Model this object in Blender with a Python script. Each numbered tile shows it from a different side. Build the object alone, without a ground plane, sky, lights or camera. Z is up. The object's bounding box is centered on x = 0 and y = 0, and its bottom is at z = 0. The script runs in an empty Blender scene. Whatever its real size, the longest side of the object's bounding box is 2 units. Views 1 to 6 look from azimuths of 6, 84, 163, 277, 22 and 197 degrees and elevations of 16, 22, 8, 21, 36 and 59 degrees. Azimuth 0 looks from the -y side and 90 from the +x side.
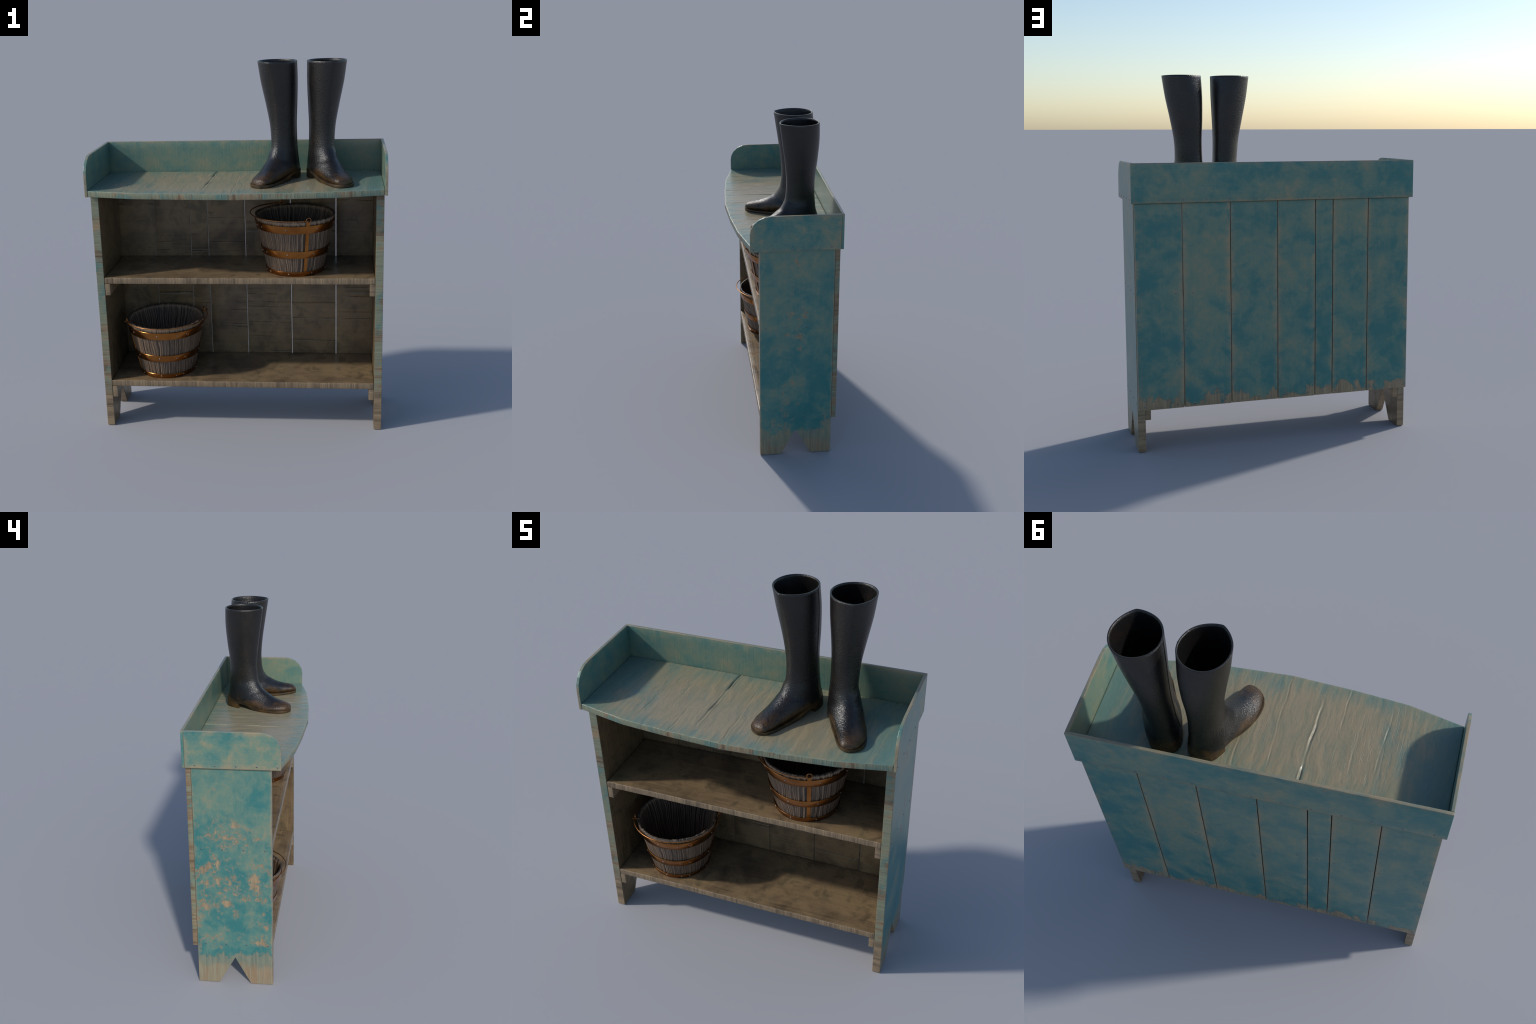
import bpy, bmesh, math, random
import numpy as np
from mathutils import Vector, noise as mnoise

random.seed(7)
rng = np.random.default_rng(7)
COL = bpy.context.scene.collection


# ------------------------------------------------------------------ node kit
class Kit:
    """Small helper for writing procedural materials as expressions."""

    def __init__(self, name):
        self.mat = bpy.data.materials.new(name)
        self.mat.use_nodes = True
        self.t = self.mat.node_tree
        self.t.nodes.clear()
        self.out = self.t.nodes.new("ShaderNodeOutputMaterial")
        self.bsdf = self.t.nodes.new("ShaderNodeBsdfPrincipled")
        self.t.links.new(self.bsdf.outputs[0], self.out.inputs[0])
        self.tc = self.t.nodes.new("ShaderNodeTexCoord")
        self.obj = self.tc.outputs["Object"]
        self.gen = self.tc.outputs["Generated"]

    def put(self, sock, v):
        if isinstance(v, bpy.types.NodeSocket):
            self.t.links.new(v, sock)
        elif isinstance(v, (tuple, list)) and sock.type == "RGBA" and len(v) == 3:
            sock.default_value = (*v, 1)
        else:
            sock.default_value = v

    def m(self, op, a, b=0.0, c=0.0, clamp=False):
        n = self.t.nodes.new("ShaderNodeMath")
        n.operation = op
        n.use_clamp = clamp
        self.put(n.inputs[0], a)
        self.put(n.inputs[1], b)
        self.put(n.inputs[2], c)
        return n.outputs[0]

    def add(self, *a):
        r = a[0]
        for x in a[1:]:
            r = self.m("ADD", r, x)
        return r

    def mul(self, a, b):
        return self.m("MULTIPLY", a, b)

    def vmap(self, v, scale=(1, 1, 1), loc=(0, 0, 0), rot=(0, 0, 0)):
        n = self.t.nodes.new("ShaderNodeMapping")
        self.put(n.inputs["Vector"], v)
        n.inputs["Scale"].default_value = scale
        n.inputs["Location"].default_value = loc
        n.inputs["Rotation"].default_value = rot
        return n.outputs[0]

    def noise(self, v, scale, detail=4, rough=0.55, dist=0.0):
        n = self.t.nodes.new("ShaderNodeTexNoise")
        self.put(n.inputs["Vector"], v)
        n.inputs["Scale"].default_value = scale
        n.inputs["Detail"].default_value = detail
        n.inputs["Roughness"].default_value = rough
        n.inputs["Distortion"].default_value = dist
        return n.outputs["Fac"]

    def voronoi(self, v, scale, feature="F1"):
        n = self.t.nodes.new("ShaderNodeTexVoronoi")
        n.feature = feature
        self.put(n.inputs["Vector"], v)
        n.inputs["Scale"].default_value = scale
        return n.outputs["Distance"]

    def step(self, v, lo, hi, a=0.0, b=1.0, smooth=True):
        n = self.t.nodes.new("ShaderNodeMapRange")
        n.interpolation_type = "SMOOTHSTEP" if smooth else "LINEAR"
        n.clamp = True
        for k, x in zip(range(5), (v, lo, hi, a, b)):
            self.put(n.inputs[k], x)
        return n.outputs[0]

    def mix(self, a, b, f, mode="MIX"):
        n = self.t.nodes.new("ShaderNodeMix")
        n.data_type = "RGBA"
        n.blend_type = mode
        n.clamp_factor = True
        self.put(n.inputs[0], f)
        self.put(n.inputs[6], a)
        self.put(n.inputs[7], b)
        return n.outputs[2]

    def ramp(self, f, stops):
        n = self.t.nodes.new("ShaderNodeValToRGB")
        el = n.color_ramp.elements
        while len(el) < len(stops):
            el.new(0.5)
        for e, (p, c) in zip(el, stops):
            e.position = p
            e.color = (*c, 1)
        self.put(n.inputs[0], f)
        return n.outputs[0]

    def sep(self, v):
        n = self.t.nodes.new("ShaderNodeSeparateXYZ")
        self.put(n.inputs[0], v)
        return n.outputs

    def combine(self, x, y, z):
        n = self.t.nodes.new("ShaderNodeCombineXYZ")
        for i, v in enumerate((x, y, z)):
            self.put(n.inputs[i], v)
        return n.outputs[0]

    def random(self):
        n = self.t.nodes.new("ShaderNodeObjectInfo")
        return n.outputs["Random"]

    def pointiness(self):
        n = self.t.nodes.new("ShaderNodeNewGeometry")
        return n.outputs["Pointiness"]

    def finish(self, color, rough=0.5, height=None, bump=1.0, dist=0.002, metal=0.0, spec=0.5):
        b = self.bsdf
        self.put(b.inputs["Base Color"], color)
        self.put(b.inputs["Roughness"], rough)
        self.put(b.inputs["Metallic"], metal)
        self.put(b.inputs["Specular IOR Level"], spec)
        if height is not None:
            n = self.t.nodes.new("ShaderNodeBump")
            n.inputs["Strength"].default_value = bump
            n.inputs["Distance"].default_value = dist
            self.put(n.inputs["Height"], height)
            self.put(b.inputs["Normal"], n.outputs[0])
        return self.mat


TEAL = (0.068, 0.192, 0.172)
TEAL_DEEP = (0.030, 0.156, 0.156)
SAGE = (0.172, 0.216, 0.150)
TAN = (0.330, 0.235, 0.138)
TAN_DARK = (0.20, 0.13, 0.07)


def edge_distance(k, size, axes):
    """Distance in metres to the nearest long edge, from Generated coordinates."""
    g = k.sep(k.gen)
    r = None
    for ax in axes:
        d = k.mul(k.m("MINIMUM", g[ax], k.m("SUBTRACT", 1.0, g[ax])), size[ax])
        r = d if r is None else k.m("MINIMUM", r, d)
    return r


def grain_vec(k, axis, tight=1.0, shift=None):
    s = [26 * tight] * 3
    s[axis] = 1.6
    v = k.obj if shift is None else shift
    return k.vmap(v, tuple(s))


def painted(name, size, edge_axes, grain=2, chips=0.62, chip_zone=None, bottom=None,
            sage_lo=0.42, sage_hi=0.62, edge_w=0.012, teal=TEAL, seed=0.0, sage=SAGE, edge_hard=0.5, deepen=0.075, halo_amt=0.36, veil_amt=0.26):
    k = Kit(name)
    v = k.vmap(k.obj, loc=(seed, seed * 1.7, seed * 0.6))
    x, y, z = k.sep(k.obj)
    broad = k.noise(v, 3.3, 5, 0.6, 0.3)
    mid = k.noise(v, 11, 7, 0.66, 0.5)
    fine = k.noise(v, 70, 4, 0.6)
    g = k.noise(grain_vec(k, grain, 1.0, v), 3.0, 5, 0.6, 0.6)
    g2 = k.noise(grain_vec(k, grain, 2.6, v), 3.0, 3, 0.6)
    tiny = k.noise(v, 34, 6, 0.7, 0.3)
    s = k.add(k.mul(broad, 0.44), k.mul(mid, 0.27), k.mul(tiny, 0.18), k.mul(g2, 0.11), k.mul(k.m("SUBTRACT", z, 0.75), deepen))
    sfac = k.step(s, sage_lo, sage_hi)
    paint = k.mix(k.mix(teal, TEAL_DEEP, k.step(k.add(k.mul(mid, 0.5), k.mul(broad, 0.5)), 0.58, 0.42)), sage, k.mul(sfac, 0.94))
    # rubbed places: a thin tan veil
    veil = k.mul(k.step(k.add(k.mul(mid, 0.45), k.mul(broad, 0.30), k.mul(tiny, 0.25)), 0.52, 0.64), veil_amt)
    paint = k.mix(paint, TAN, veil)
    paint = k.mix(paint, (0.012, 0.06, 0.07), k.mul(k.step(fine, 0.62, 0.78), 0.25))
    wood = k.ramp(k.add(k.mul(g, 0.7), k.mul(g2, 0.3)),
                  [(0.30, TAN_DARK), (0.46, (0.255, 0.178, 0.105)), (0.56, TAN), (0.75, (0.385, 0.285, 0.178))])
    # flaked places with crisp edges
    flake = k.add(k.mul(k.noise(v, 18, 10, 0.67, 0.35), 0.72), k.mul(k.noise(v, 55, 6, 0.65, 0.2), 0.28))
    thr = chips
    zone = k.noise(v, 4.2, 2, 0.5)
    lift = k.mul(k.m("SUBTRACT", zone, 0.5), 0.30)
    if chip_zone is not None:
        lift = k.add(lift, chip_zone(k, x, y, z))
    f = k.add(flake, lift)
    chip = k.step(f, thr, thr + 0.028)
    halo = k.step(f, thr - 0.075, thr + 0.02)
    paint = k.mix(paint, TAN, k.mul(halo, halo_amt))
    # softly rubbed edges, broken up by noise
    d = edge_distance(k, size, edge_axes)
    en = k.add(k.mul(broad, 0.7), k.mul(mid, 0.9))
    soft = k.mul(k.step(d, 0.0, edge_w * 2.4, 1.0, 0.0), k.step(en, 0.62, 1.0))
    hard = k.mul(k.step(k.add(d, k.mul(k.m("SUBTRACT", k.noise(v, 40, 4, 0.65), 0.5), 0.006)), 0.0012, 0.0042, 1.0, 0.0), edge_hard)
    paint = k.mix(paint, TAN, k.mul(soft, 0.62))
    wear = k.m("MAXIMUM", k.mul(chip, 0.88), hard)
    if bottom is not None:
        lvl = k.add(z, k.mul(k.m("SUBTRACT", k.noise(v, 7.5, 8, 0.66, 0.5), 0.5), bottom[1]),
                    k.mul(k.m("SUBTRACT", k.noise(k.vmap(v, (22, 22, 8)), 1.0, 4, 0.6, 0.5), 0.5), bottom[1] * 0.35))
        thin = k.mul(k.step(lvl, bottom[0] - bottom[2], bottom[0] + bottom[2], 1.0, 0.0), bottom[3])
        bare = k.step(k.add(z, k.mul(k.m("SUBTRACT", lvl, z), 0.45)), bottom[0] - 0.13, bottom[0] + 0.015, 1.0, 0.0)
        rest = k.step(k.add(g, k.mul(broad, 0.5)), 0.60, 0.86, 0.98, 0.66)
        wear = k.m("MAXIMUM", wear, k.m("MAXIMUM", thin, k.mul(bare, rest)))
    col = k.mix(paint, wood, wear)
    h = k.add(k.mul(wear, -1.0), k.mul(g2, 0.30), k.mul(g, 0.25), k.mul(fine, 0.25), k.mul(mid, 0.5))
    rough = k.add(k.step(wear, 0.0, 1.0, 0.30, 0.44), k.mul(k.m("SUBTRACT", mid, 0.5), 0.12))
    return k.finish(col, rough, h, 0.55, 0.004)


def brown_wood(name, grain=0, light=1.0, lines=False, dirt=1.0, seed=0.0, rough=(0.27, 0.42), grain_amt=1.0):
    k = Kit(name)
    v = k.vmap(k.obj, loc=(seed, seed * 1.3, seed * 0.7))
    g = k.noise(grain_vec(k, grain, 1.0, v), 2.2, 5, 0.62, 0.5)
    g2 = k.noise(grain_vec(k, grain, 3.0, v), 2.0, 4, 0.6)
    stain = k.noise(v, 4.0, 6, 0.62, 0.4)
    blotch = k.noise(v, 13, 6, 0.65, 0.5)
    base = k.ramp(k.add(k.mul(g, 0.30 * grain_amt), k.mul(stain, 0.45 + 0.55 * (1 - grain_amt)), k.mul(g2, 0.25 * grain_amt)),
                  [(0.38, tuple(c * light for c in (0.072, 0.050, 0.031))),
                   (0.50, tuple(c * light for c in (0.172, 0.118, 0.064))),
                   (0.66, tuple(c * light for c in (0.262, 0.176, 0.090)))])
    base = k.mix(base, (0.035, 0.027, 0.018), k.mul(k.step(k.add(k.mul(blotch, 0.6), k.mul(stain, 0.4)), 0.50, 0.64), 0.62 * dirt))
    base = k.mix(base, (0.10, 0.095, 0.05), k.mul(k.step(stain, 0.5, 0.7), 0.35))
    speck = k.voronoi(v, 38)
    base = k.mix(base, (0.02, 0.015, 0.01), k.mul(k.step(speck, 0.06, 0.14, 1.0, 0.0), 0.5 * dirt))
    h = k.add(k.mul(g, 0.5 * grain_amt), k.mul(g2, 0.45 * grain_amt), k.mul(blotch, 0.45))
    if lines:
        zz = k.sep(v)[2]
        xx = k.sep(v)[0]
        rnd = k.mul(k.random(), 57.0)
        slope = k.mul(k.m("SUBTRACT", k.noise(v, 2.0, 2, 0.5), 0.5), 0.035)
        band = k.noise(k.combine(rnd, 0.0, k.add(zz, slope)), 10, 1, 0.5)
        groove = k.m("ABSOLUTE", k.m("SUBTRACT", band, 0.56))
        gr = k.mul(k.step(groove, 0.0, 0.012, 1.0, 0.0), k.step(k.noise(k.combine(k.mul(xx, 2.0), rnd, k.mul(zz, 4.0)), 2.0, 2), 0.45, 0.55))
        h = k.add(h, k.mul(gr, -0.9))
        base = k.mix(base, (0.03, 0.025, 0.018), k.mul(gr, 0.4))
    return k.finish(base, k.step(blotch, 0.35, 0.65, rough[0], rough[1]), h, 0.6, 0.004)


def edge_wood(name, axis, light=1.0, teal_amount=0.0, seed=0.0):
    """End and front edges: saw marks across the edge, worn pale."""
    k = Kit(name)
    v = k.vmap(k.obj, loc=(seed, seed, seed))
    s = [3.0, 3.0, 3.0]
    s[axis] = 42.0
    bars = k.noise(k.vmap(v, tuple(s)), 1.0, 5, 0.65, 0.3)
    s[axis] = 110.0
    bars2 = k.noise(k.vmap(v, tuple(s)), 1.0, 3, 0.6)
    stain = k.noise(v, 9, 5, 0.6, 0.4)
    base = k.ramp(k.add(k.mul(bars, 0.5), k.mul(bars2, 0.2), k.mul(stain, 0.3)),
                  [(0.36, tuple(c * light for c in (0.11, 0.078, 0.046))),
                   (0.50, tuple(c * light for c in (0.29, 0.205, 0.122))),
                   (0.64, tuple(c * light for c in (0.40, 0.285, 0.165)))])
    if teal_amount > 0:
        z = k.sep(k.obj)[2]
        tn = k.add(k.mul(k.noise(v, 7, 6, 0.62, 0.5), 0.7), k.mul(bars, 0.3))
        tf = k.mul(k.step(tn, 0.5 - teal_amount * 0.12, 0.6 - teal_amount * 0.12), 0.72)
        tf = k.mul(tf, k.step(z, 0.17, 0.27))
        base = k.mix(base, k.mix(TEAL, SAGE, k.step(stain, 0.36, 0.54)), tf)
    h = k.add(k.mul(bars, 1.0), k.mul(bars2, 0.45), k.mul(stain, 0.4))
    return k.finish(base, 0.31, h, 0.95, 0.005)


def top_paint():
    k = Kit("worn_top_paint")
    v = k.obj
    x, y, z = k.sep(v)
    wob = k.mul(k.m("SUBTRACT", k.noise(v, 6, 4, 0.55), 0.5), 0.09)
    sv = k.combine(k.add(x, wob), y, z)
    streak = k.noise(k.vmap(sv, (17, 3.6, 5)), 1.0, 4, 0.55, 0.5)
    streak2 = k.noise(k.vmap(sv, (55, 6, 10)), 1.0, 4, 0.62, 0.3)
    broad = k.noise(v, 4.5, 5, 0.6, 0.4)
    cross = k.noise(k.vmap(v, (110, 7, 9), rot=(0, 0, math.radians(40))), 1.0, 3, 0.6)
    cross2 = k.noise(k.vmap(v, (110, 7, 9), rot=(0, 0, math.radians(-46))), 1.0, 3, 0.6)
    patch = k.step(k.noise(v, 3.1, 2, 0.5), 0.46, 0.58)
    ax = k.m("ABSOLUTE", k.add(x, 0.02))
    rub = k.step(ax, 0.36, 0.72, 1.0, 0.0)
    rub = k.mul(rub, k.step(y, 0.06, 0.28, 1.0, 0.35))
    rub = k.mul(rub, k.step(y, -0.31, -0.16, 0.25, 1.0))
    tanm = k.step(k.add(k.mul(streak, 0.34), k.mul(broad, 0.36), k.mul(streak2, 0.3), k.mul(rub, 0.24)), 0.49, 0.75)
    blue = k.mix((0.142, 0.200, 0.158), (0.190, 0.218, 0.148), k.step(k.add(k.mul(broad, 0.6), k.mul(streak, 0.4)), 0.42, 0.56))
    blue = k.mix(blue, (0.085, 0.185, 0.170), k.mul(k.step(ax, 0.5, 0.75), 0.6))
    tan = k.mix((0.255, 0.215, 0.135), (0.315, 0.240, 0.146), k.step(streak2, 0.4, 0.6))
    col = k.mix(blue, tan, k.mul(tanm, 0.80))
    scr = k.mul(k.step(k.m("MAXIMUM", cross, cross2), 0.60, 0.70), patch)
    col = k.mix(col, (0.36, 0.30, 0.20), k.mul(scr, 0.16))
    dark = k.noise(k.vmap(sv, (34, 2.0, 8)), 1.0, 3, 0.6, 0.2)
    line = k.step(k.m("ABSOLUTE", k.m("SUBTRACT", dark, 0.5)), 0.0, 0.014, 1.0, 0.0)
    line = k.mul(line, k.step(k.noise(v, 5.5, 2, 0.5), 0.5, 0.6))
    col = k.mix(col, (0.09, 0.10, 0.08), k.mul(line, 0.22))
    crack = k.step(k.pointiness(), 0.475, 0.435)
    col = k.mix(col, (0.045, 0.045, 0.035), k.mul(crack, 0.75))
    h = k.add(k.mul(streak, 1.0), k.mul(streak2, 0.14), k.mul(scr, -0.16), k.mul(k.noise(v, 45, 3, 0.6), 0.18))
    return k.finish(col, k.step(streak, 0.35, 0.65, 0.25, 0.34), h, 0.62, 0.006)


def copper():
    k = Kit("rusted_copper")
    n = k.noise(k.obj, 30, 6, 0.65, 0.4)
    n2 = k.noise(k.obj, 9, 4, 0.6)
    col = k.mix((0.37, 0.150, 0.036), (0.27, 0.102, 0.024), k.step(n2, 0.4, 0.65))
    pat = k.step(k.add(k.mul(n, 0.6), k.mul(n2, 0.4)), 0.585, 0.63)
    col = k.mix(col, (0.13, 0.09, 0.07), k.mul(pat, 0.65))
    rough = k.add(0.17, k.mul(n, 0.10), k.mul(pat, 0.25))
    return k.finish(col, rough, k.add(k.mul(n, 0.5), k.mul(pat, -0.4)), 0.15, 0.002, metal=0.95)


def plain_metal(name, col, rough, metal=1.0):
    k = Kit(name)
    n = k.noise(k.obj, 60, 4, 0.6)
    return k.finish(k.mix(col, tuple(c * 0.45 for c in col), k.step(n, 0.45, 0.7)), rough, n, 0.1, 0.001, metal=metal)


def stave_wood():
    k = Kit("weathered_stave_wood")
    x, y, z = k.sep(k.obj)
    th = k.m("ARCTAN2", y, x)
    rv = k.combine(k.mul(k.m("COSINE", th), 1.0), k.m("SINE", th), k.mul(z, 0.35))
    wob = k.mul(k.m("SUBTRACT", k.noise(k.combine(x, y, z), 13, 4, 0.6), 0.5), 0.16)
    rv = k.combine(k.add(k.m("COSINE", th), wob), k.add(k.m("SINE", th), wob), k.mul(z, 0.35))
    a = k.noise(rv, 11, 5, 0.6, 0.2)
    b = k.noise(rv, 34, 5, 0.65, 0.3)
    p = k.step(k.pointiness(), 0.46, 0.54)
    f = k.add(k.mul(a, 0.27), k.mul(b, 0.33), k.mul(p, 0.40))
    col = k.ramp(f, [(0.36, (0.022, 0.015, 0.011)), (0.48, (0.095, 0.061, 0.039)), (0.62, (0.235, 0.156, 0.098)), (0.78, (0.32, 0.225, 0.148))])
    col = k.mix(col, (0.030, 0.025, 0.023), k.mul(k.step(z, 0.304, 0.315), k.step(b, 0.68, 0.46)))
    grey = k.noise(k.obj, 7, 3, 0.5)
    col = k.mix(col, (0.055, 0.05, 0.05), k.mul(k.step(grey, 0.45, 0.65), 0.22))
    return k.finish(col, 0.5, k.add(k.mul(a, 0.6), k.mul(b, 1.0)), 0.9, 0.005)


def rubber():
    k = Kit("muddy_black_rubber")
    x, y, z = k.sep(k.obj)
    n = k.noise(k.obj, 9, 6, 0.62, 0.4)
    n2 = k.noise(k.obj, 26, 5, 0.65)
    grain = k.noise(k.obj, 150, 3, 0.6, 0.4)
    mud = k.add(k.step(z, 0.015, 0.11, 0.66, 0.0), k.mul(k.m("SUBTRACT", n, 0.5), 1.5), k.mul(k.m("SUBTRACT", n2, 0.5), 0.5))
    mud = k.mul(k.step(mud, 0.18, 0.55), k.step(z, 0.07, 0.16, 1.0, 0.0))
    smear = k.mul(k.step(k.add(k.mul(n, 0.7), k.mul(n2, 0.3)), 0.47, 0.66), 0.55)
    band = k.noise(k.vmap(k.obj, (1, 1, 5)), 9, 5, 0.7, 0.5)
    fleck = k.mul(k.step(k.add(k.mul(band, 0.5), k.mul(n2, 0.5)), 0.645, 0.69), 0.7)
    col = k.mix((0.0092, 0.0086, 0.0086), (0.022, 0.0145, 0.0088), smear)
    col = k.mix(col, (0.10, 0.045, 0.012), fleck)
    col = k.mix(col, k.mix((0.080, 0.040, 0.012), (0.036, 0.020, 0.008), k.step(n2, 0.4, 0.6)), k.mul(mud, 0.9))
    h = k.add(k.mul(grain, k.step(z, 0.10, 0.25, 1.05, 0.95)), k.mul(n2, 0.25))
    return k.finish(col, k.add(k.step(z, 0.10, 0.28, 0.25, 0.31), k.mul(mud, 0.10)), h, 0.48, 0.005, spec=0.5)


def sole_rubber():
    k = Kit("muddy_sole_rubber")
    n = k.noise(k.obj, 14, 6, 0.65, 0.4)
    col = k.ramp(n, [(0.36, (0.012, 0.010, 0.008)), (0.50, (0.044, 0.025, 0.008)), (0.66, (0.100, 0.052, 0.013))])
    return k.finish(col, 0.5, k.add(n, k.mul(k.noise(k.obj, 90, 3), 0.4)), 0.3, 0.003)


# ------------------------------------------------------------------ geometry
def make_obj(name, verts, faces, mats, parent=None, smooth=True, fmat=None, location=(0, 0, 0)):
    me = bpy.data.meshes.new(name)
    me.from_pydata([tuple(v) for v in verts], [], [tuple(f) for f in faces])
    for mt in mats if isinstance(mats, (list, tuple)) else [mats]:
        me.materials.append(mt)
    if fmat is not None:
        me.polygons.foreach_set("material_index", list(fmat))
    me.polygons.foreach_set("use_smooth", [smooth] * len(me.polygons))
    me.update()
    o = bpy.data.objects.new(name, me)
    COL.objects.link(o)
    o.location = location
    if parent:
        o.parent = parent
    return o


def lattice_line(a, b, r, step):
    n = max(1, int(round((b - a - 2 * r) / step)))
    return np.concatenate([[a, a + 0.3 * r], np.linspace(a + r, b - r, n + 1), [b - 0.3 * r, b]])


def board(lo, hi, r=0.0025, step=(0.03, 0.03, 0.03), extra_x=()):
    """Plank with rounded arrises: lattice surface of a box, corners pulled onto a radius."""
    L = [lattice_line(lo[i], hi[i], r, step[i]) for i in range(3)]
    if len(extra_x):
        L[0] = np.unique(np.round(np.concatenate([L[0], extra_x]), 6))
    n = [len(x) for x in L]
    idx, verts, faces = {}, [], []

    def vid(i, j, k):
        key = (i, j, k)
        if key not in idx:
            p = np.array([L[0][i], L[1][j], L[2][k]])
            c = np.clip(p, np.array(lo) + r, np.array(hi) - r)
            d = p - c
            l = np.linalg.norm(d)
            if l > 1e-9:
                # keep the flat faces, round the edges
                p = c + d / l * min(r, l if np.count_nonzero(np.abs(d) > 1e-9) == 1 else r)
            idx[key] = len(verts)
            verts.append(p)
        return idx[key]

    for ax in range(3):
        a, b = (ax + 1) % 3, (ax + 2) % 3
        for side in (0, n[ax] - 1):
            for i in range(n[a] - 1):
                for j in range(n[b] - 1):
                    q = []
                    for di, dj in ((0, 0), (1, 0), (1, 1), (0, 1)):
                        t = [0, 0, 0]
                        t[ax], t[a], t[b] = side, i + di, j + dj
                        q.append(vid(*t))
                    faces.append(q if side else q[::-1])
    return np.array(verts), faces


def face_normals(verts, faces):
    V = np.asarray(verts)
    F = np.array([f[:4] if len(f) >= 4 else (*f[:3], f[2]) for f in faces])
    nn = np.cross(V[F[:, 2]] - V[F[:, 0]], V[F[:, 3]] - V[F[:, 1]])
    ln = np.linalg.norm(nn, axis=1, keepdims=True)
    return nn / np.maximum(ln, 1e-12)


def ripple(verts, amp, freq, seed):
    """Slight hand-planed unevenness."""
    out = verts.copy()
    for i, p in enumerate(verts):
        q = Vector((p[0] * freq + seed, p[1] * freq, p[2] * freq))
        out[i] += np.array(mnoise.noise_vector(q)) * amp
    return out


def extruded(name, outline, axis_x, x0, x1, mats, pick, parent, bevel=0.0025):
    """Flat panel: outline in (y, z) extruded along x, with small chamfers."""
    bm = bmesh.new()
    a = [bm.verts.new((x0, y, z)) for y, z in outline]
    f = bm.faces.new(a)
    r = bmesh.ops.extrude_face_region(bm, geom=[f])
    for v in r["geom"]:
        if isinstance(v, bmesh.types.BMVert):
            v.co.x = x1
    bmesh.ops.recalc_face_normals(bm, faces=bm.faces[:])
    bmesh.ops.bevel(bm, geom=bm.edges[:], offset=bevel, segments=2, affect="EDGES", profile=0.6)
    me = bpy.data.meshes.new(name)
    for mt in mats:
        me.materials.append(mt)
    for fc in bm.faces:
        fc.material_index = pick(fc.normal)
        fc.smooth = False
    bm.to_mesh(me)
    bm.free()
    o = bpy.data.objects.new(name, me)
    COL.objects.link(o)
    o.parent = parent
    return o


def empty(name, loc, label, category, rot=0.0):
    o = bpy.data.objects.new(name, None)
    o.empty_display_size = 0.1
    COL.objects.link(o)
    o.location = loc
    o.rotation_euler = (0, 0, rot)
    o["label"] = label
    o["category"] = category
    return o


# ================================================================== the shelf
SX, ST = 0.773, 0.0415            # side panel outer face, thickness
FRONT, BACK = -0.1685, 0.2635     # side panel front and back edges
TOP_LO, TOP_HI = 1.3400, 1.3730   # table top board
GX, GT = 0.787, 0.0145            # gallery outer face, thickness
GLO, GHI = 1.3395, 1.5485
GBACK, GFRONT = 0.3085, -0.2215
PB = 0.2925                       # outer face of the back planks

shelf = empty("wooden_shelf", (0, 0, 0), "low weathered wooden shelf unit with worn teal paint", "shelf", 0.0043)

m_left = painted("teal_paint_left_side", (0.05, 0.435, 1.34), (1,), chips=0.688, seed=3.1,
                 chip_zone=lambda k, x, y, z: k.mul(k.mul(k.step(z, 0.18, 0.28), k.step(z, 0.85, 1.35, 1.0, 0.0)), 0.130),
                 bottom=(0.205, 0.46, 0.014, 0.5), sage_lo=0.41, sage_hi=0.70, edge_w=0.006)
m_right = painted("teal_paint_right_side", (0.05, 0.435, 1.34), (1,), chips=0.705, seed=8.4,
                  chip_zone=lambda k, x, y, z: k.mul(k.step(k.m("ABSOLUTE", k.m("SUBTRACT", y, 0.03)), 0.02, 0.14, 1.0, 0.0), 0.085),
                  bottom=(0.175, 0.50, 0.022, 0.5), sage_lo=0.41, sage_hi=0.70, edge_w=0.006)
m_plank_seeds = []
for i in range(7):
    m_plank_seeds.append(painted("teal_paint_back_plank", (0.24, 0.03, 1.1), (0,), grain=2, chips=0.74, seed=2.3 * i + 0.9,
                                 bottom=(0.281, 0.37, 0.012, 0.84), edge_w=0.014, sage_lo=0.41, sage_hi=0.66, edge_hard=0.4))
m_gal = painted("teal_paint_gallery_side", (0.015, 0.53, 0.21), (1, 2), grain=1, chips=0.690, seed=5.2, edge_w=0.016, sage_lo=0.40, sage_hi=0.64, deepen=0.0, veil_amt=0.5)
m_galback = painted("teal_paint_gallery_back", (1.57, 0.015, 0.21), (2,), grain=0, chips=0.715, seed=6.6, edge_w=0.008, sage_lo=0.40, sage_hi=0.64, deepen=0.0, veil_amt=0.4,
                    chip_zone=lambda k, x, y, z: k.mul(k.mul(k.step(k.m("ABSOLUTE", k.add(x, 0.36)), 0.03, 0.22, 1.0, 0.0), k.step(y, 0.300, 0.306)), 0.12))
m_gal_in = painted("sage_paint_gallery_inside", (1.57, 0.53, 0.21), (2,), grain=2, chips=0.80, seed=9.7, edge_w=0.010,
                   sage_lo=0.33, sage_hi=0.60, deepen=0.0, veil_amt=0.30)
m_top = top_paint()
m_topedge = edge_wood("worn_top_edge", 0, 0.82, 0.75, 2.2)
m_sideedge = edge_wood("worn_side_edge", 2, 0.85, 0.62, 4.0)
m_inner = brown_wood("dark_inner_wood", grain=2, light=0.92, seed=1.0)
m_innerback = brown_wood("dark_inner_back_wood", grain=0, light=0.98, lines=True, grain_amt=0.35, seed=3.0)
m_shelfwood = brown_wood("brown_shelf_wood", grain=0, grain_amt=0.6, light=1.12, seed=6.0)
m_shelfedge = edge_wood("pale_shelf_edge", 0, 0.72, 0.0, 1.0)
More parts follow.
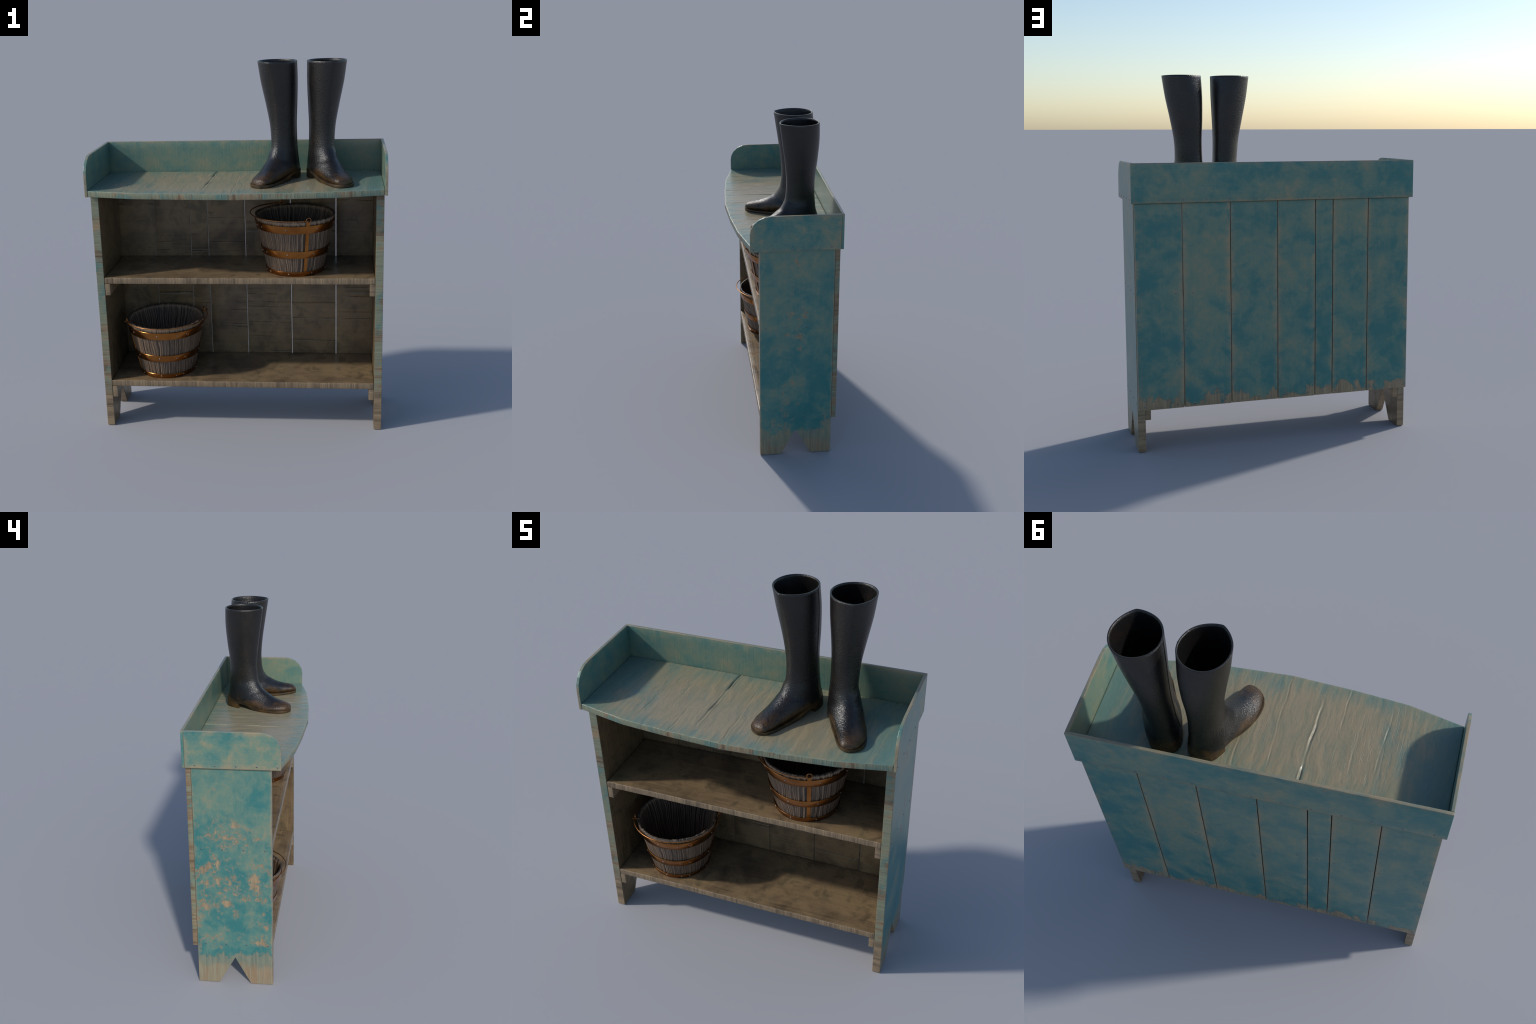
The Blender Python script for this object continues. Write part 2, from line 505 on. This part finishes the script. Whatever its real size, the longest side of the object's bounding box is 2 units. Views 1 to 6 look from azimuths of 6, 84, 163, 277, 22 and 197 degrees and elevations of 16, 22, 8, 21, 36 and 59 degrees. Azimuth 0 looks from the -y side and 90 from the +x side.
m_batten = edge_wood("pale_batten_wood", 2, 0.75, 0.0, 9.0)
m_plankedge = edge_wood("plank_edge_wood", 2, 0.66, 0.25, 7.0)
m_leg_in = brown_wood("pale_leg_wood", grain=2, light=1.5, dirt=0.2, seed=12.0)
m_nail = plain_metal("dull_nail_steel", (0.20, 0.20, 0.21), 0.38, 0.9)


# nails: shallow domed heads, shared mesh
def nail_mesh():
    R, H = 0.0042, 0.0016
    prof = [(R * 1.0, -0.004), (R, 0.0002), (R * 0.86, H * 0.6), (R * 0.5, H * 0.95)]
    verts, faces, seg = [], [], 14
    for r, h in prof:
        for s in range(seg):
            a = 2 * math.pi * s / seg
            verts.append((r * math.cos(a), r * math.sin(a), h))
    verts.append((0, 0, H))
    for i in range(len(prof) - 1):
        for s in range(seg):
            faces.append((i * seg + s, i * seg + (s + 1) % seg, (i + 1) * seg + (s + 1) % seg, (i + 1) * seg + s))
    b = (len(prof) - 1) * seg
    for s in range(seg):
        faces.append((b + s, b + (s + 1) % seg, len(verts) - 1))
    me = bpy.data.meshes.new("nail")
    me.from_pydata(verts, [], faces)
    me.materials.append(m_nail)
    me.polygons.foreach_set("use_smooth", [True] * len(me.polygons))
    return me


NAIL = nail_mesh()


def nail(parent, pos, normal):
    o = bpy.data.objects.new("nail", NAIL)
    COL.objects.link(o)
    o.parent = parent
    o.location = pos
    o.rotation_euler = Vector(normal).to_track_quat("Z", "Y").to_euler()
    s = random.uniform(1.0, 1.25)
    o.scale = (s, s, 1)


# side panels with the pointed foot cut-out
CUT_F, CUT_B, CUT_Y, CUT_Z = -0.042, 0.1415, 0.0475, 0.1705
for sgn, mat in ((-1, m_left), (1, m_right)):
    outline = [(FRONT, 0.0), (CUT_F, 0.0), (CUT_Y, CUT_Z), (CUT_B, 0.0), (BACK, 0.0), (BACK, TOP_LO - 0.0012), (FRONT, TOP_LO - 0.0012)]
    if sgn < 0:
        outline = outline[::-1]

    def pick(n, sgn=sgn):
        if n.x * sgn > 0.8:
            return 0
        if n.x * sgn < -0.8:
            return 1
        return 2 if n.z > -0.2 or abs(n.y) > 0.7 else 1

    o = extruded("side_panel", outline, 0, sgn * (SX - ST), sgn * SX, [mat, m_inner, m_sideedge], pick, shelf)
    for zz, ys in ((0.860, (0.222, 0.105, -0.013, -0.130)), (0.258, (0.217, 0.098, -0.020, -0.140))):
        for y in ys:
            nail(o, (sgn * (SX + 0.0002), y, zz), (sgn, 0, 0))

# back planks, with the narrow see-through gaps between them
seams = [-0.7705, -0.5248, -0.3176, -0.2157, 0.0005, 0.2628, 0.5228, 0.7705]
GAP = 0.0016
pin = ((-0.749, -0.547), (-0.502, -0.336), (-0.262,), (-0.170, -0.045), (0.044, 0.202), (0.312, 0.470), (0.562, 0.735))
for i in range(7):
    a = seams[i] + (GAP if i else 0)
    b = seams[i + 1] - (GAP if i < 6 else 0)
    zb = 0.2385 + random.uniform(-0.0012, 0.0012)
    v, f = board((a, BACK + 0.001, zb), (b, PB, TOP_LO - 0.0015), 0.0018, (0.06, 0.03, 0.06))
    n = face_normals(v, f)
    fm = np.where(n[:, 1] > 0.7, 0, np.where(n[:, 1] < -0.7, 1, 2))
    o = make_obj("back_plank", v, f, [m_plank_seeds[i], m_innerback, m_plankedge], shelf, True, fm)
    for zz in (0.862, 0.2585):
        for x in pin[i]:
            nail(o, (x + random.uniform(-.004, .004), PB + 0.0002, zz + random.uniform(-.003, .003)), (0, 1, 0))

# battens that carry the boards
for z1 in (0.8442, 0.2402):
    for sgn in (-1, 1):
        xs = sorted((sgn * (SX - ST - 0.0005), sgn * 0.7025))
        v, f = board((xs[0], FRONT + 0.002, z1 - 0.065), (xs[1], BACK - 0.0005, z1), 0.002, (0.03, 0.05, 0.03))
        make_obj("batten", ripple(v, 0.0006, 18, z1), f, m_batten, shelf)

# the two inner shelf boards
for z0, z1, sd in ((0.8448, 0.8800, 1.0), (0.2408, 0.2760, 5.0)):
    v, f = board((-(SX - ST) + 0.0006, FRONT + 0.0005, z0), (SX - ST - 0.0006, BACK - 0.0005, z1), 0.0045, (0.012, 0.03, 0.012))
    n = face_normals(v, f)
    front = v[:, 1] < FRONT + 0.02
    w = v.copy()
    for i in np.nonzero(front)[0]:
        p = v[i]
        w[i, 1] += mnoise.noise((p[0] * 22 + sd, p[2] * 12, sd)) * 0.0014
        w[i, 2] += mnoise.noise((p[0] * 16 + sd * 3, 5.0, sd)) * 0.0009
    fm = np.where(n[:, 1] < -0.4, 1, 0)
    make_obj("shelf_board", w, f, [m_shelfwood, m_shelfedge], shelf, True, fm)

# table top with its faceted bow front and the long dents along the grain
BOW = [(-0.7722, -0.2205), (-0.5225, -0.2760), (-0.2770, -0.2978), (0.0, -0.3125), (0.2770, -0.2978), (0.5225, -0.2725), (0.7722, -0.2205)]
bx, by = np.array([p[0] for p in BOW]), np.array([p[1] for p in BOW])
YB = GBACK - GT - 0.0006
XT = GX - GT - 0.0006
v, f = board((-XT, -0.3, TOP_LO), (XT, YB, TOP_HI), 0.004, (0.0022, 0.010, 0.02), extra_x=bx[1:-1])
v[:, 1] = YB - (YB - v[:, 1]) * (YB - np.interp(v[:, 0], bx, by)) / (YB + 0.3)
n = face_normals(v, f)
DENTS = [  # x at back, x mid, x front, half width, depth, y from, y to
    (-0.150, -0.163, -0.172, 0.0050, 0.0056, 0.36, -0.215),
    (-0.448, -0.455, -0.474, 0.0034, 0.0024, 0.14, -0.25),
    (-0.255, -0.264, -0.279, 0.0034, 0.0020, -0.06, -0.34),
    (-0.012, -0.008, -0.004, 0.0032, 0.0014, 0.20, -0.34),
    (0.130, 0.140, 0.150, 0.0032, 0.0012, 0.28, -0.31),
    (-0.340, -0.345, -0.352, 0.0034, 0.0010, 0.16, -0.20),
]
topm = v[:, 2] > TOP_HI - 0.002
for i in np.nonzero(topm)[0]:
    x, y, z = v[i]
    dz = 0.0
    for xb, xm, xf, hw, dp, y0, y1 in DENTS:
        t = np.clip((YB - y) / (YB + 0.31), 0, 1)
        xc = np.interp(t, [0, 0.5, 1], [xb, xm, xf]) + 0.006 * mnoise.noise((y * 11, xb * 30, 1.0)) + 0.002 * mnoise.noise((y * 40, xb * 30, 7.0))
        u = (x - xc) / hw
        if abs(u) < 3:
            fade = min(1, max(0, (y0 - y) / 0.08)) * min(1, max(0, (y - y1) / 0.08))
            k = 0.65 + 1.1 * mnoise.noise((y * 11, xb * 17, 4.0))
            dz += dp * fade * max(0.12, k) * (-math.exp(-u * u) + 0.35 * math.exp(-((u - 1.9) ** 2)))
    rid = mnoise.fractal((x * 26, y * 3.2, 0.3), 0.7, 2.0, 4)
    side = min(1, (0.7722 - abs(x)) / 0.12)
    dz += 0.0007 * rid * max(0, side)
    v[i, 2] += dz
for i in np.nonzero(v[:, 1] < np.interp(v[:, 0], bx, by) + 0.004)[0]:
    v[i, 1] += 0.0006 * mnoise.noise((v[i, 0] * 30, v[i, 2] * 10, 2.0))
fm = np.where(n[:, 2] > 0.5, 0, np.where(n[:, 1] < -0.4, 1, 2))
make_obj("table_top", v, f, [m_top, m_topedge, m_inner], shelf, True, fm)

# gallery: two rounded side rails and the back rail
arc_c, arc_r = (GFRONT + 0.118, GHI - 0.105), (0.118, 0.105)
for sgn in (-1, 1):
    arc = [(arc_c[0] - arc_r[0] * math.sin(t), arc_c[1] + arc_r[1] * math.cos(t)) for t in np.linspace(0, math.pi / 2, 6)]
    outline = [(GFRONT, GLO), (GBACK - GT - 0.0004, GLO), (GBACK - GT - 0.0004, GHI)] + arc
    o = extruded("side_rail", outline, 0, sgn * (GX - GT), sgn * GX, [m_gal, m_gal_in], lambda n, sgn=sgn: 1 if n.x * sgn < -0.8 else 0, shelf, 0.0022)
    for y in (0.238, 0.130, 0.018, -0.093, -0.203):
        nail(o, (sgn * (GX + 0.0002), y, 1.3570), (sgn, 0, 0))
v, f = board((-GX, GBACK - GT, GLO + 0.0005), (GX, GBACK, GHI - 0.0005), 0.0022, (0.04, 0.01, 0.04))
n = face_normals(v, f)
o = make_obj("back_rail", ripple(v, 0.0004, 9, 3.0), f, [m_galback, m_gal_in], shelf, True, np.where(n[:, 1] < -0.7, 1, 0))
for i in range(13):
    nail(o, (-0.735 + i * 0.1253 + random.uniform(-.003, .003), GBACK + 0.0002, 1.3562 + random.uniform(-.002, .002)), (0, 1, 0))


# ================================================================== buckets
m_stave = stave_wood()
m_copper = copper()
m_wire = plain_metal("rusted_wire", (0.36, 0.16, 0.055), 0.36, 0.85)
m_rivet = plain_metal("worn_rivet", (0.30, 0.23, 0.19), 0.36, 0.95)
RB, RT, BH = 0.1545, 0.2185, 0.3165


def cone_r(z):
    return RB + (RT - RB) * z / BH


def band_mesh(z0, z1, off, thick, a0=0.0, a1=2 * math.pi, seg=128, round_end=False):
    """Sheet-metal strip that hugs the tapered bucket wall."""
    closed = a1 - a0 > 6.28
    na = seg if closed else seg + 1
    prof = []
    e = thick * 0.35
    zz = [(z0, 0), (z0, thick - e), (z0 + e, thick), (z1 - e, thick), (z1, thick - e), (z1, 0)]
    verts, faces = [], []
    zc, hz = (z0 + z1) / 2, (z1 - z0) / 2
    for i in range(na):
        t = i / seg
        a = a0 + (a1 - a0) * t
        s = 1.0
        if round_end and not closed:
            arc = (a1 - a) * cone_r(zc)
            if arc < hz:
                s = math.sqrt(max(0.02, 1 - (1 - arc / hz) ** 2))
        for z, o in zz:
            z = zc + (z - zc) * s
            r = cone_r(z) + off + o
            verts.append((r * math.cos(a), r * math.sin(a), z))
    m = len(zz)
    for i in range(seg if closed else seg):
        j = (i + 1) % na
        for q in range(m):
            p = (q + 1) % m
            faces.append((i * m + q, j * m + q, j * m + p, i * m + p))
    if not closed:
        faces.append(tuple(range(m))[::-1])
        faces.append(tuple((na - 1) * m + q for q in range(m)))
    return verts, faces


def staves_mesh(seed):
    seg, rows = 720, 26
    zs = np.linspace(0.001, BH, rows)
    verts, faces = [], []

    def rib(a, z, side):
        c, s = math.cos(a), math.sin(a)
        wv = mnoise.noise((c * 2.2 + seed, s * 2.2, z * 9)) * 0.05 + mnoise.noise((c * 6 + seed, s * 6, z * 14 + 5)) * 0.03
        c2, s2 = math.cos(a + wv), math.sin(a + wv)
        n1 = mnoise.noise((c2 * 11 + seed, s2 * 11, z * 1.2 + side * 7))
        n2 = mnoise.noise((c2 * 27 + seed * 2, s2 * 27, z * 2.5 + side * 3))
        return n1 * 0.75 + n2 * 0.5

    ring = []
    for side in (0, 1):
        order = zs if side == 0 else zs[::-1]
        for z in order:
            if side == 1 and z < 0.018:
                continue
            row = []
            for i in range(seg):
                a = 2 * math.pi * i / seg
                rb = rib(a, z, side)
                zz = z
                if z > BH - 1e-6:
                    zz = z - 0.0003 + 0.0022 * rib(a, 0.3, 2)
                r = cone_r(z) - 0.0014 + 0.0036 * rb if side == 0 else cone_r(z) - 0.0112 - 0.0060 * rb
                row.append(len(verts))
                verts.append((r * math.cos(a), r * math.sin(a), zz))
            ring.append(row)
    for p, q in zip(ring[:-1], ring[1:]):
        for i in range(seg):
            j = (i + 1) % seg
            faces.append((p[i], p[j], q[j], q[i]))
    faces.append(tuple(ring[-1]))
    faces.append(tuple(ring[0])[::-1])
    return verts, faces


def torus(center, axis, R, r, seg=28, sub=10):
    q = Vector(axis).to_track_quat("Z", "Y")
    verts, faces = [], []
    for i in range(seg):
        a = 2 * math.pi * i / seg
        for j in range(sub):
            b = 2 * math.pi * j / sub
            p = Vector(((R + r * math.cos(b)) * math.cos(a), (R + r * math.cos(b)) * math.sin(a), r * math.sin(b)))
            verts.append(tuple(q @ p + Vector(center)))
    for i in range(seg):
        for j in range(sub):
            faces.append((i * sub + j, ((i + 1) % seg) * sub + j, ((i + 1) % seg) * sub + (j + 1) % sub, i * sub + (j + 1) % sub))
    return verts, faces


def tube(points, r, sub=10):
    pts = [Vector(p) for p in points]
    verts, faces = [], []
    up = Vector((0, 0, 1))
    for i, p in enumerate(pts):
        t = (pts[min(i + 1, len(pts) - 1)] - pts[max(i - 1, 0)]).normalized()
        n = t.cross(up)
        if n.length < 1e-4:
            n = t.cross(Vector((1, 0, 0)))
        n.normalize()
        b = n.cross(t).normalized()
        for j in range(sub):
            a = 2 * math.pi * j / sub
            verts.append(tuple(p + (n * math.cos(a) + b * math.sin(a)) * r))
    for i in range(len(pts) - 1):
        for j in range(sub):
            faces.append((i * sub + j, i * sub + (j + 1) % sub, (i + 1) * sub + (j + 1) % sub, (i + 1) * sub + j))
    faces.append(tuple(range(sub))[::-1])
    faces.append(tuple((len(pts) - 1) * sub + j for j in range(sub)))
    return verts, faces


def join(*parts):
    V, F = [], []
    for v, f in parts:
        o = len(V)
        V += list(v)
        F += [tuple(i + o for i in q) for q in f]
    return V, F


def rivet_mesh():
    R, H = 0.0046, 0.0026
    verts, faces, seg = [], [], 14
    rows = [(R, -0.002), (R, 0.0), (R * 0.9, H * 0.5), (R * 0.62, H * 0.85)]
    for r, h in rows:
        for s in range(seg):
            a = 2 * math.pi * s / seg
            verts.append((r * math.cos(a), r * math.sin(a), h))
    verts.append((0, 0, H))
    for i in range(len(rows) - 1):
        for s in range(seg):
            faces.append((i * seg + s, i * seg + (s + 1) % seg, (i + 1) * seg + (s + 1) % seg, (i + 1) * seg + s))
    for s in range(seg):
        faces.append(((len(rows) - 1) * seg + s, (len(rows) - 1) * seg + (s + 1) % seg, len(verts) - 1))
    me = bpy.data.meshes.new("rivet")
    me.from_pydata(verts, [], faces)
    me.materials.append(m_rivet)
    me.polygons.foreach_set("use_smooth", [True] * len(me.polygons))
    return me


RIVET = rivet_mesh()
HOOPS = ((0.0005, 0.0262), (0.1062, 0.1464), (0.2478, 0.2908))
EAR = math.radians(25)


def bucket(loc, rot, seed):
    b = empty("wooden_bucket", loc, "round wooden bucket with copper hoops and wire handle", "bucket", rot)
    v, f = staves_mesh(seed)
    o = make_obj("staves", v, f, m_stave, b)
    # uprights under the hoops that carry the handle rings
    for s in (0, 1):
        a = EAR + s * math.pi
        hw = 0.0098
        verts, faces = [], []
        lv = list(np.linspace(0.004, 0.3165, 24))
        nrm = Vector((math.cos(a), math.sin(a), 0))
        tan = Vector((-math.sin(a), math.cos(a), 0))
        for z in lv:
            w = hw * (0.92 + 0.16 * z / BH)
            base = cone_r(z)
            for t, dr in ((-1, 0.0005), (-0.95, 0.0034), (0, 0.0037), (0.95, 0.0034), (1, 0.0005)):
                lat = w * t
                r = math.sqrt(max(0, (base + dr) ** 2 - lat ** 2))
                p = nrm * r + tan * lat
                verts.append((p.x, p.y, z))
        for i in range(len(lv) - 1):
            for j in range(4):
                faces.append((i * 5 + j, i * 5 + j + 1, (i + 1) * 5 + j + 1, (i + 1) * 5 + j))
            faces.append((i * 5 + 4, i * 5, (i + 1) * 5, (i + 1) * 5 + 4))
        faces.append((4, 3, 2, 1, 0))
        faces.append(tuple((len(lv) - 1) * 5 + j for j in range(5)))
        make_obj("upright_strap", verts, faces, m_copper, b, False)
        c = nrm * 0.2262
        v, f = torus((c.x, c.y, 0.3245), nrm, 0.0128, 0.0030)
        make_obj("handle_ring", v, f, m_wire, b)
    for z0, z1 in HOOPS:
        v, f = band_mesh(z0, z1, 0.0024, 0.0026)
        h = make_obj("hoop", v, f, m_copper, b, False)
        h.data.polygons.foreach_set("use_smooth", [True] * len(h.data.polygons))
        v, f = band_mesh(z0 + 0.0006, z1 - 0.0006, 0.0040, 0.0028, math.radians(-74), math.radians(-43.5), 30, True)
        make_obj("hoop_lap", v, f, m_copper, h, False)
        zc = (z0 + z1) / 2
        for d in (-63.9, -48.5, -93.5, -137, -6.5, 39, 84, 129, 174):
            a = math.radians(d)
            r = cone_r(zc) + (0.0067 if -70 < d < -44 else 0.0049)
            o = bpy.data.objects.new("rivet", RIVET)
            COL.objects.link(o)
            o.parent = h
            o.location = (r * math.cos(a), r * math.sin(a), zc)
            o.rotation_euler = Vector((math.cos(a), math.sin(a), -0.2)).to_track_quat("Z", "Y").to_euler()
        for p in h.data.polygons:
            p.use_smooth = abs(p.normal.z) < 0.8
    # wire handle lying level around one side of the rim, hooked through the rings
    ax = Vector((math.cos(EAR + math.pi), math.sin(EAR + math.pi), 0))
    hd = Vector((math.cos(EAR - math.pi / 2), math.sin(EAR - math.pi / 2), 0))
    pts = []
    for t in np.linspace(0.085, math.pi - 0.085, 90):
        p = ax * (0.2335 * math.cos(t)) + hd * (0.2425 * math.sin(t) ** 0.92)
        pts.append((p.x, p.y, 0.3225 + 0.002 * math.sin(t)))
    parts = [tube(pts, 0.0031)]
    for s in (1, -1):
        c = ax * (s * 0.2305) + hd * 0.0115
        parts.append(torus((c.x, c.y, 0.3225), (0, 0, 1), 0.0105, 0.0028, 24, 8))
    v, f = join(*parts)
    make_obj("wire_handle", v, f, m_wire, b)
    return b


bucket((-0.4418, 0.0236, 0.2764), 0.0, 1.3)
bucket((0.3010, 0.0175, 0.8804), math.radians(-93.8), 4.1)


# ================================================================== boots
m_rubber = rubber()
m_sole = sole_rubber()
# rings from the shaft mouth to the toe: front/top point (f, z), back/sole point (f, z),
# inner and outer half width, sideways offset of both points, pear shape, lift of the widest part
RINGS = np.array([
    [.142, .627, -.0915, .627, .1028, .1059, .004, .0135, .04, 1.04],
    [.1207, .520, -.1052, .520, .0850, .1063, -.0068, -.0039, -.04, 1.0],
    [.0993, .400, -.1019, .400, .0680, .0930, -.0140, -.0149, -.027, 1.0],
    [.0879, .300, -.0926, .300, .0612, .0762, -.0155, -.0181, -.005, 1.0],
    [.0880, .235, -.0896, .215, .0626, .0672, -.0125, -.0176, .06, 1.0],
    [.0945, .182, -.0960, .150, .0658, .0626, -.0110, -.0173, .03, 1.0],
    [.107, .152, -.102, .095, .0725, .0684, -.0078, -.0175, .0, 1.0],
    [.128, .124, -.110, .037, .0787, .0746, -.0065, -.0125, .0, 1.1],
    [.155, .106, -.055, .036, .083, .079, -.006, -.013, .05, 1.25],
    [.185, .088, .010, .034, .081, .081, -.006, -.010, .1, 1.4],
    [.215, .075, .075, .028, .073, .077, -.008, -.003, .12, 1.5],
    [.246, .0655, .150, .011, .063, .075, -.012, .005, .12, 1.5],
    [.275, .0585, .220, .009, .057, .066, -.014, .006, .1, 1.4],
    [.297, .0515, .275, .009, .049, .050, -.015, .002, .05, 1.3],
    [.312, .041, .303, .010, .034, .035, -.015, -.005, .0, 1.1],
    [.318, .024, .317, .012, .012, .012, -.013, -.013, .0, 1]])


def catmull(C, n):
    m = len(C)
    s = np.linspace(0, m - 1, n)
    i = np.minimum(s.astype(int), m - 2)
    t = (s - i)[:, None]
    p1, p2 = C[i], C[i + 1]
    p0 = np.where((i > 0)[:, None], C[np.maximum(i - 1, 0)], 2 * p1 - p2)
    p3 = np.where((i < m - 2)[:, None], C[np.minimum(i + 2, m - 1)], 2 * p2 - p1)
    return .5 * (2 * p1 + (p2 - p0) * t + (2 * p0 - 5 * p1 + 4 * p2 - p3) * t * t + (3 * p1 - p0 - 3 * p2 + p3) * t ** 3)


def boot_rings(n, m):
    D = catmull(RINGS, n)
    t = np.linspace(0, 2 * np.pi, m, endpoint=False)
    c, s = np.cos(t)[None], np.sin(t)[None]
    fA, zA, fB, zB, wi, wo, la, lb, k, q = [D[:, j:j + 1] for j in range(10)]
    a = ((1 + c) / 2) ** q
    f = fA * a + fB * (1 - a)
    z = zA * a + zB * (1 - a)
    row = np.linspace(0, len(RINGS) - 1, n)[:, None]
    foot = np.clip((row - 6.0) / 2.5, 0, 1)
    flat = np.where(c < 0, 1 - 0.45 * foot * np.clip(-c * 3, 0, 1), 1.0)   # flatter underside of the foot
    ridge = np.clip(1 - row / 4.5, 0, 1)                                     # pinched front crease of the shaft
    s = np.sign(s) * np.abs(s) ** (flat + 0.40 * ridge * np.clip(c, 0, 1))
    l = la * a + lb * (1 - a) + np.where(s > 0, wo, wi) * s * (1 - k * c)
    return np.stack([l, -f, z], -1)      # outer side +x, toe towards -y


# sole outline: inner and outer half breadth along the foot
SOLE_F = np.array([-.1165, -.112, -.100, -.080, -.055, -.020, .020, .060, .110, .160, .205, .245, .275, .298, .312, .3195, .3215])
SOLE_I = np.array([-.018, -.040, -.062, -.079, -.088, -.0925, -.0925, -.0895, -.0835, -.077, -.0715, -.0675, -.0610, -.0500, -.0370, -.0240, -.014])
SOLE_O = np.array([-.012, .010, .032, .049, .058, .0640, .0665, .0690, .0740, .0790, .0795, .0735, .0630, .0470, .0290, .0080, -.006])
WELT_F = np.array([-.12, .0, .04, .075, .11, .15, .20, .25, .29, .33])
WELT_Z = np.array([.0415, .041, .0395, .0340, .0240, .0155, .0130, .0130, .0145, .0165])
BOT_F = np.array([-.12, .0, .025, .045, .065, .09, .12, .16, .25, .29, .33])
BOT_Z = np.array([.030, .030, .029, .026, .019, .0085, .0015, .0, .0, .001, .004])


def outline_band(f0, f1, ztop, zbot, inset=0.0030, n=60, closed_back=False):
    fs = f0 + (f1 - f0) * (1 - np.cos(np.linspace(0, np.pi, n))) / 2
    io = np.interp(fs, SOLE_F, SOLE_I)
    oo = np.interp(fs, SOLE_F, SOLE_O)
    ring = [(o - inset, f) for f, o in zip(fs, oo)] + [(i + inset, f) for f, i in list(zip(fs, io))[::-1]]
    m = len(ring)
    verts, faces = [], []
    rows = [(0.55, 0.0025), (1.0, 0.0), (0.93, -0.0007), (0.06, -0.0003), (0.0, 0.0015)]
    cx = [(o + i) / 2 for o, i in zip(oo, io)]
    cen = cx + cx[::-1]
    # top lid, wall with soft arrises, bottom lid
    for frac, ins in [(1.0, 0.004), (1.0, 0.0008), (0.9, 0.0), (0.1, 0.0), (0.0, 0.0012), (0.0, 0.006)]:
        for (l, f), c in zip(ring, cen):
            d = l - c
            l2 = c + math.copysign(max(0.0, abs(d) - ins), d)
            zt, zb = ztop(f), zbot(f)
            verts.append((l2, -f, zb + (zt - zb) * frac))
    R = 6
    for r in range(R - 1):
        for i in range(m):
            j = (i + 1) % m
            faces.append((r * m + i, (r + 1) * m + i, (r + 1) * m + j, r * m + j))
    for base, flip in ((0, False), ((R - 1) * m, True)):
        for i in range(n - 1):
            q = (base + i, base + i + 1, base + m - 2 - i, base + m - 1 - i)
            faces.append(q[::-1] if flip else q)
    return verts, faces


def mirror(v, f, sg):
    if sg > 0:
        return v, f
    return [(-p[0], p[1], p[2]) for p in v], [tuple(q)[::-1] for q in f]


def boot(x, y, yaw, sg):
    b = empty("rubber_boot", (x, y, TOP_HI + 0.0002), "tall black rubber riding boot with muddy sole", "boot", sg * yaw)
    n, m = 150, 96
    P = boot_rings(n, m)
    # slight unevenness of the moulded rubber
    verts = [tuple(p) for p in P.reshape(-1, 3)]
    faces = []
    for i in range(n - 1):
        for j in range(m):
            k = (j + 1) % m
            faces.append((i * m + j, i * m + k, (i + 1) * m + k, (i + 1) * m + j))
    faces.append(tuple((n - 1) * m + j for j in range(m)))
    # inner lining of the shaft: same rings drawn in, joined over a rolled mouth
    nin = 62
    prev = [j for j in range(m)]
    for i in range(-1, nin):
        row = []
        src = P[max(i, 0)]
        cen = src.mean(0)
        d = src - cen
        ln = np.linalg.norm(d, axis=1, keepdims=True)
        ins = 0.0014 if i == -1 else 0.0068
        q = cen + d * (1 - ins / ln)
        if i == -1:
            q[:, 2] += 0.0006
        for p in q:
            row.append(len(verts))
            verts.append(tuple(p))
        for j in range(m):
            k = (j + 1) % m
            faces.append((prev[k], prev[j], row[j], row[k]))
        prev = row
    faces.append(tuple(prev)[::-1])
    v, f = mirror(verts, faces, sg)
    o = make_obj("upper", v, f, m_rubber, b)
    # raised side seam down the inner face of the shaft
    t = int(m * 0.70)
    sv, sf = [], []
    rows = list(range(0, 66))
    for i in rows:
        c = P[i].mean(0)
        p = P[i][t]
        tang = P[i][t + 1] - P[i][t - 1]
        tang /= np.linalg.norm(tang)
        nr = p - c
        nr[2] = 0
        nr /= np.linalg.norm(nr)
        for a, h in ((-0.0032, -0.002), (-0.0022, 0.0011), (0, 0.0017), (0.0022, 0.0011), (0.0032, -0.002)):
            sv.append(tuple(p + tang * a + nr * h))
    for i in range(len(rows) - 1):
        for j in range(4):
            sf.append((i * 5 + j, i * 5 + j + 1, (i + 1) * 5 + j + 1, (i + 1) * 5 + j))
        sf.append((i * 5 + 4, i * 5, (i + 1) * 5, (i + 1) * 5 + 4))
    sf.append((0, 1, 2, 3, 4))
    sf.append(tuple((len(rows) - 1) * 5 + j for j in (4, 3, 2, 1, 0)))
    v, f = mirror(sv, sf, sg)
    make_obj("side_seam", v, f, m_rubber, b)
    wz = lambda q: float(np.interp(q, WELT_F, WELT_Z)) + 0.0015
    bz = lambda q: float(np.interp(q, BOT_F, BOT_Z))
    v, f = mirror(*outline_band(-.1165, .3215, wz, bz), sg)
    make_obj("sole", v, f, m_sole, b)
    v, f = mirror(*outline_band(-.1150, -.004, lambda q: 0.0298, lambda q: 0.0, 0.0030), sg)
    make_obj("heel", v, f, m_sole, b)
    return b


boot(0.2298, 0.1100, 0.364, -1)
boot(0.4610, 0.1105, 0.371, 1)

# crisp arrises, smooth faces
for o in bpy.data.objects:
    if o.type == "MESH" and o.name.split(".")[0] in ("sole", "heel", "upright_strap", "hoop_lap", "batten", "back_plank", "back_rail", "hoop"):
        o.data.polygons.foreach_set("use_smooth", [True] * len(o.data.polygons))
        o.data.set_sharp_from_angle(angle=math.radians(40))
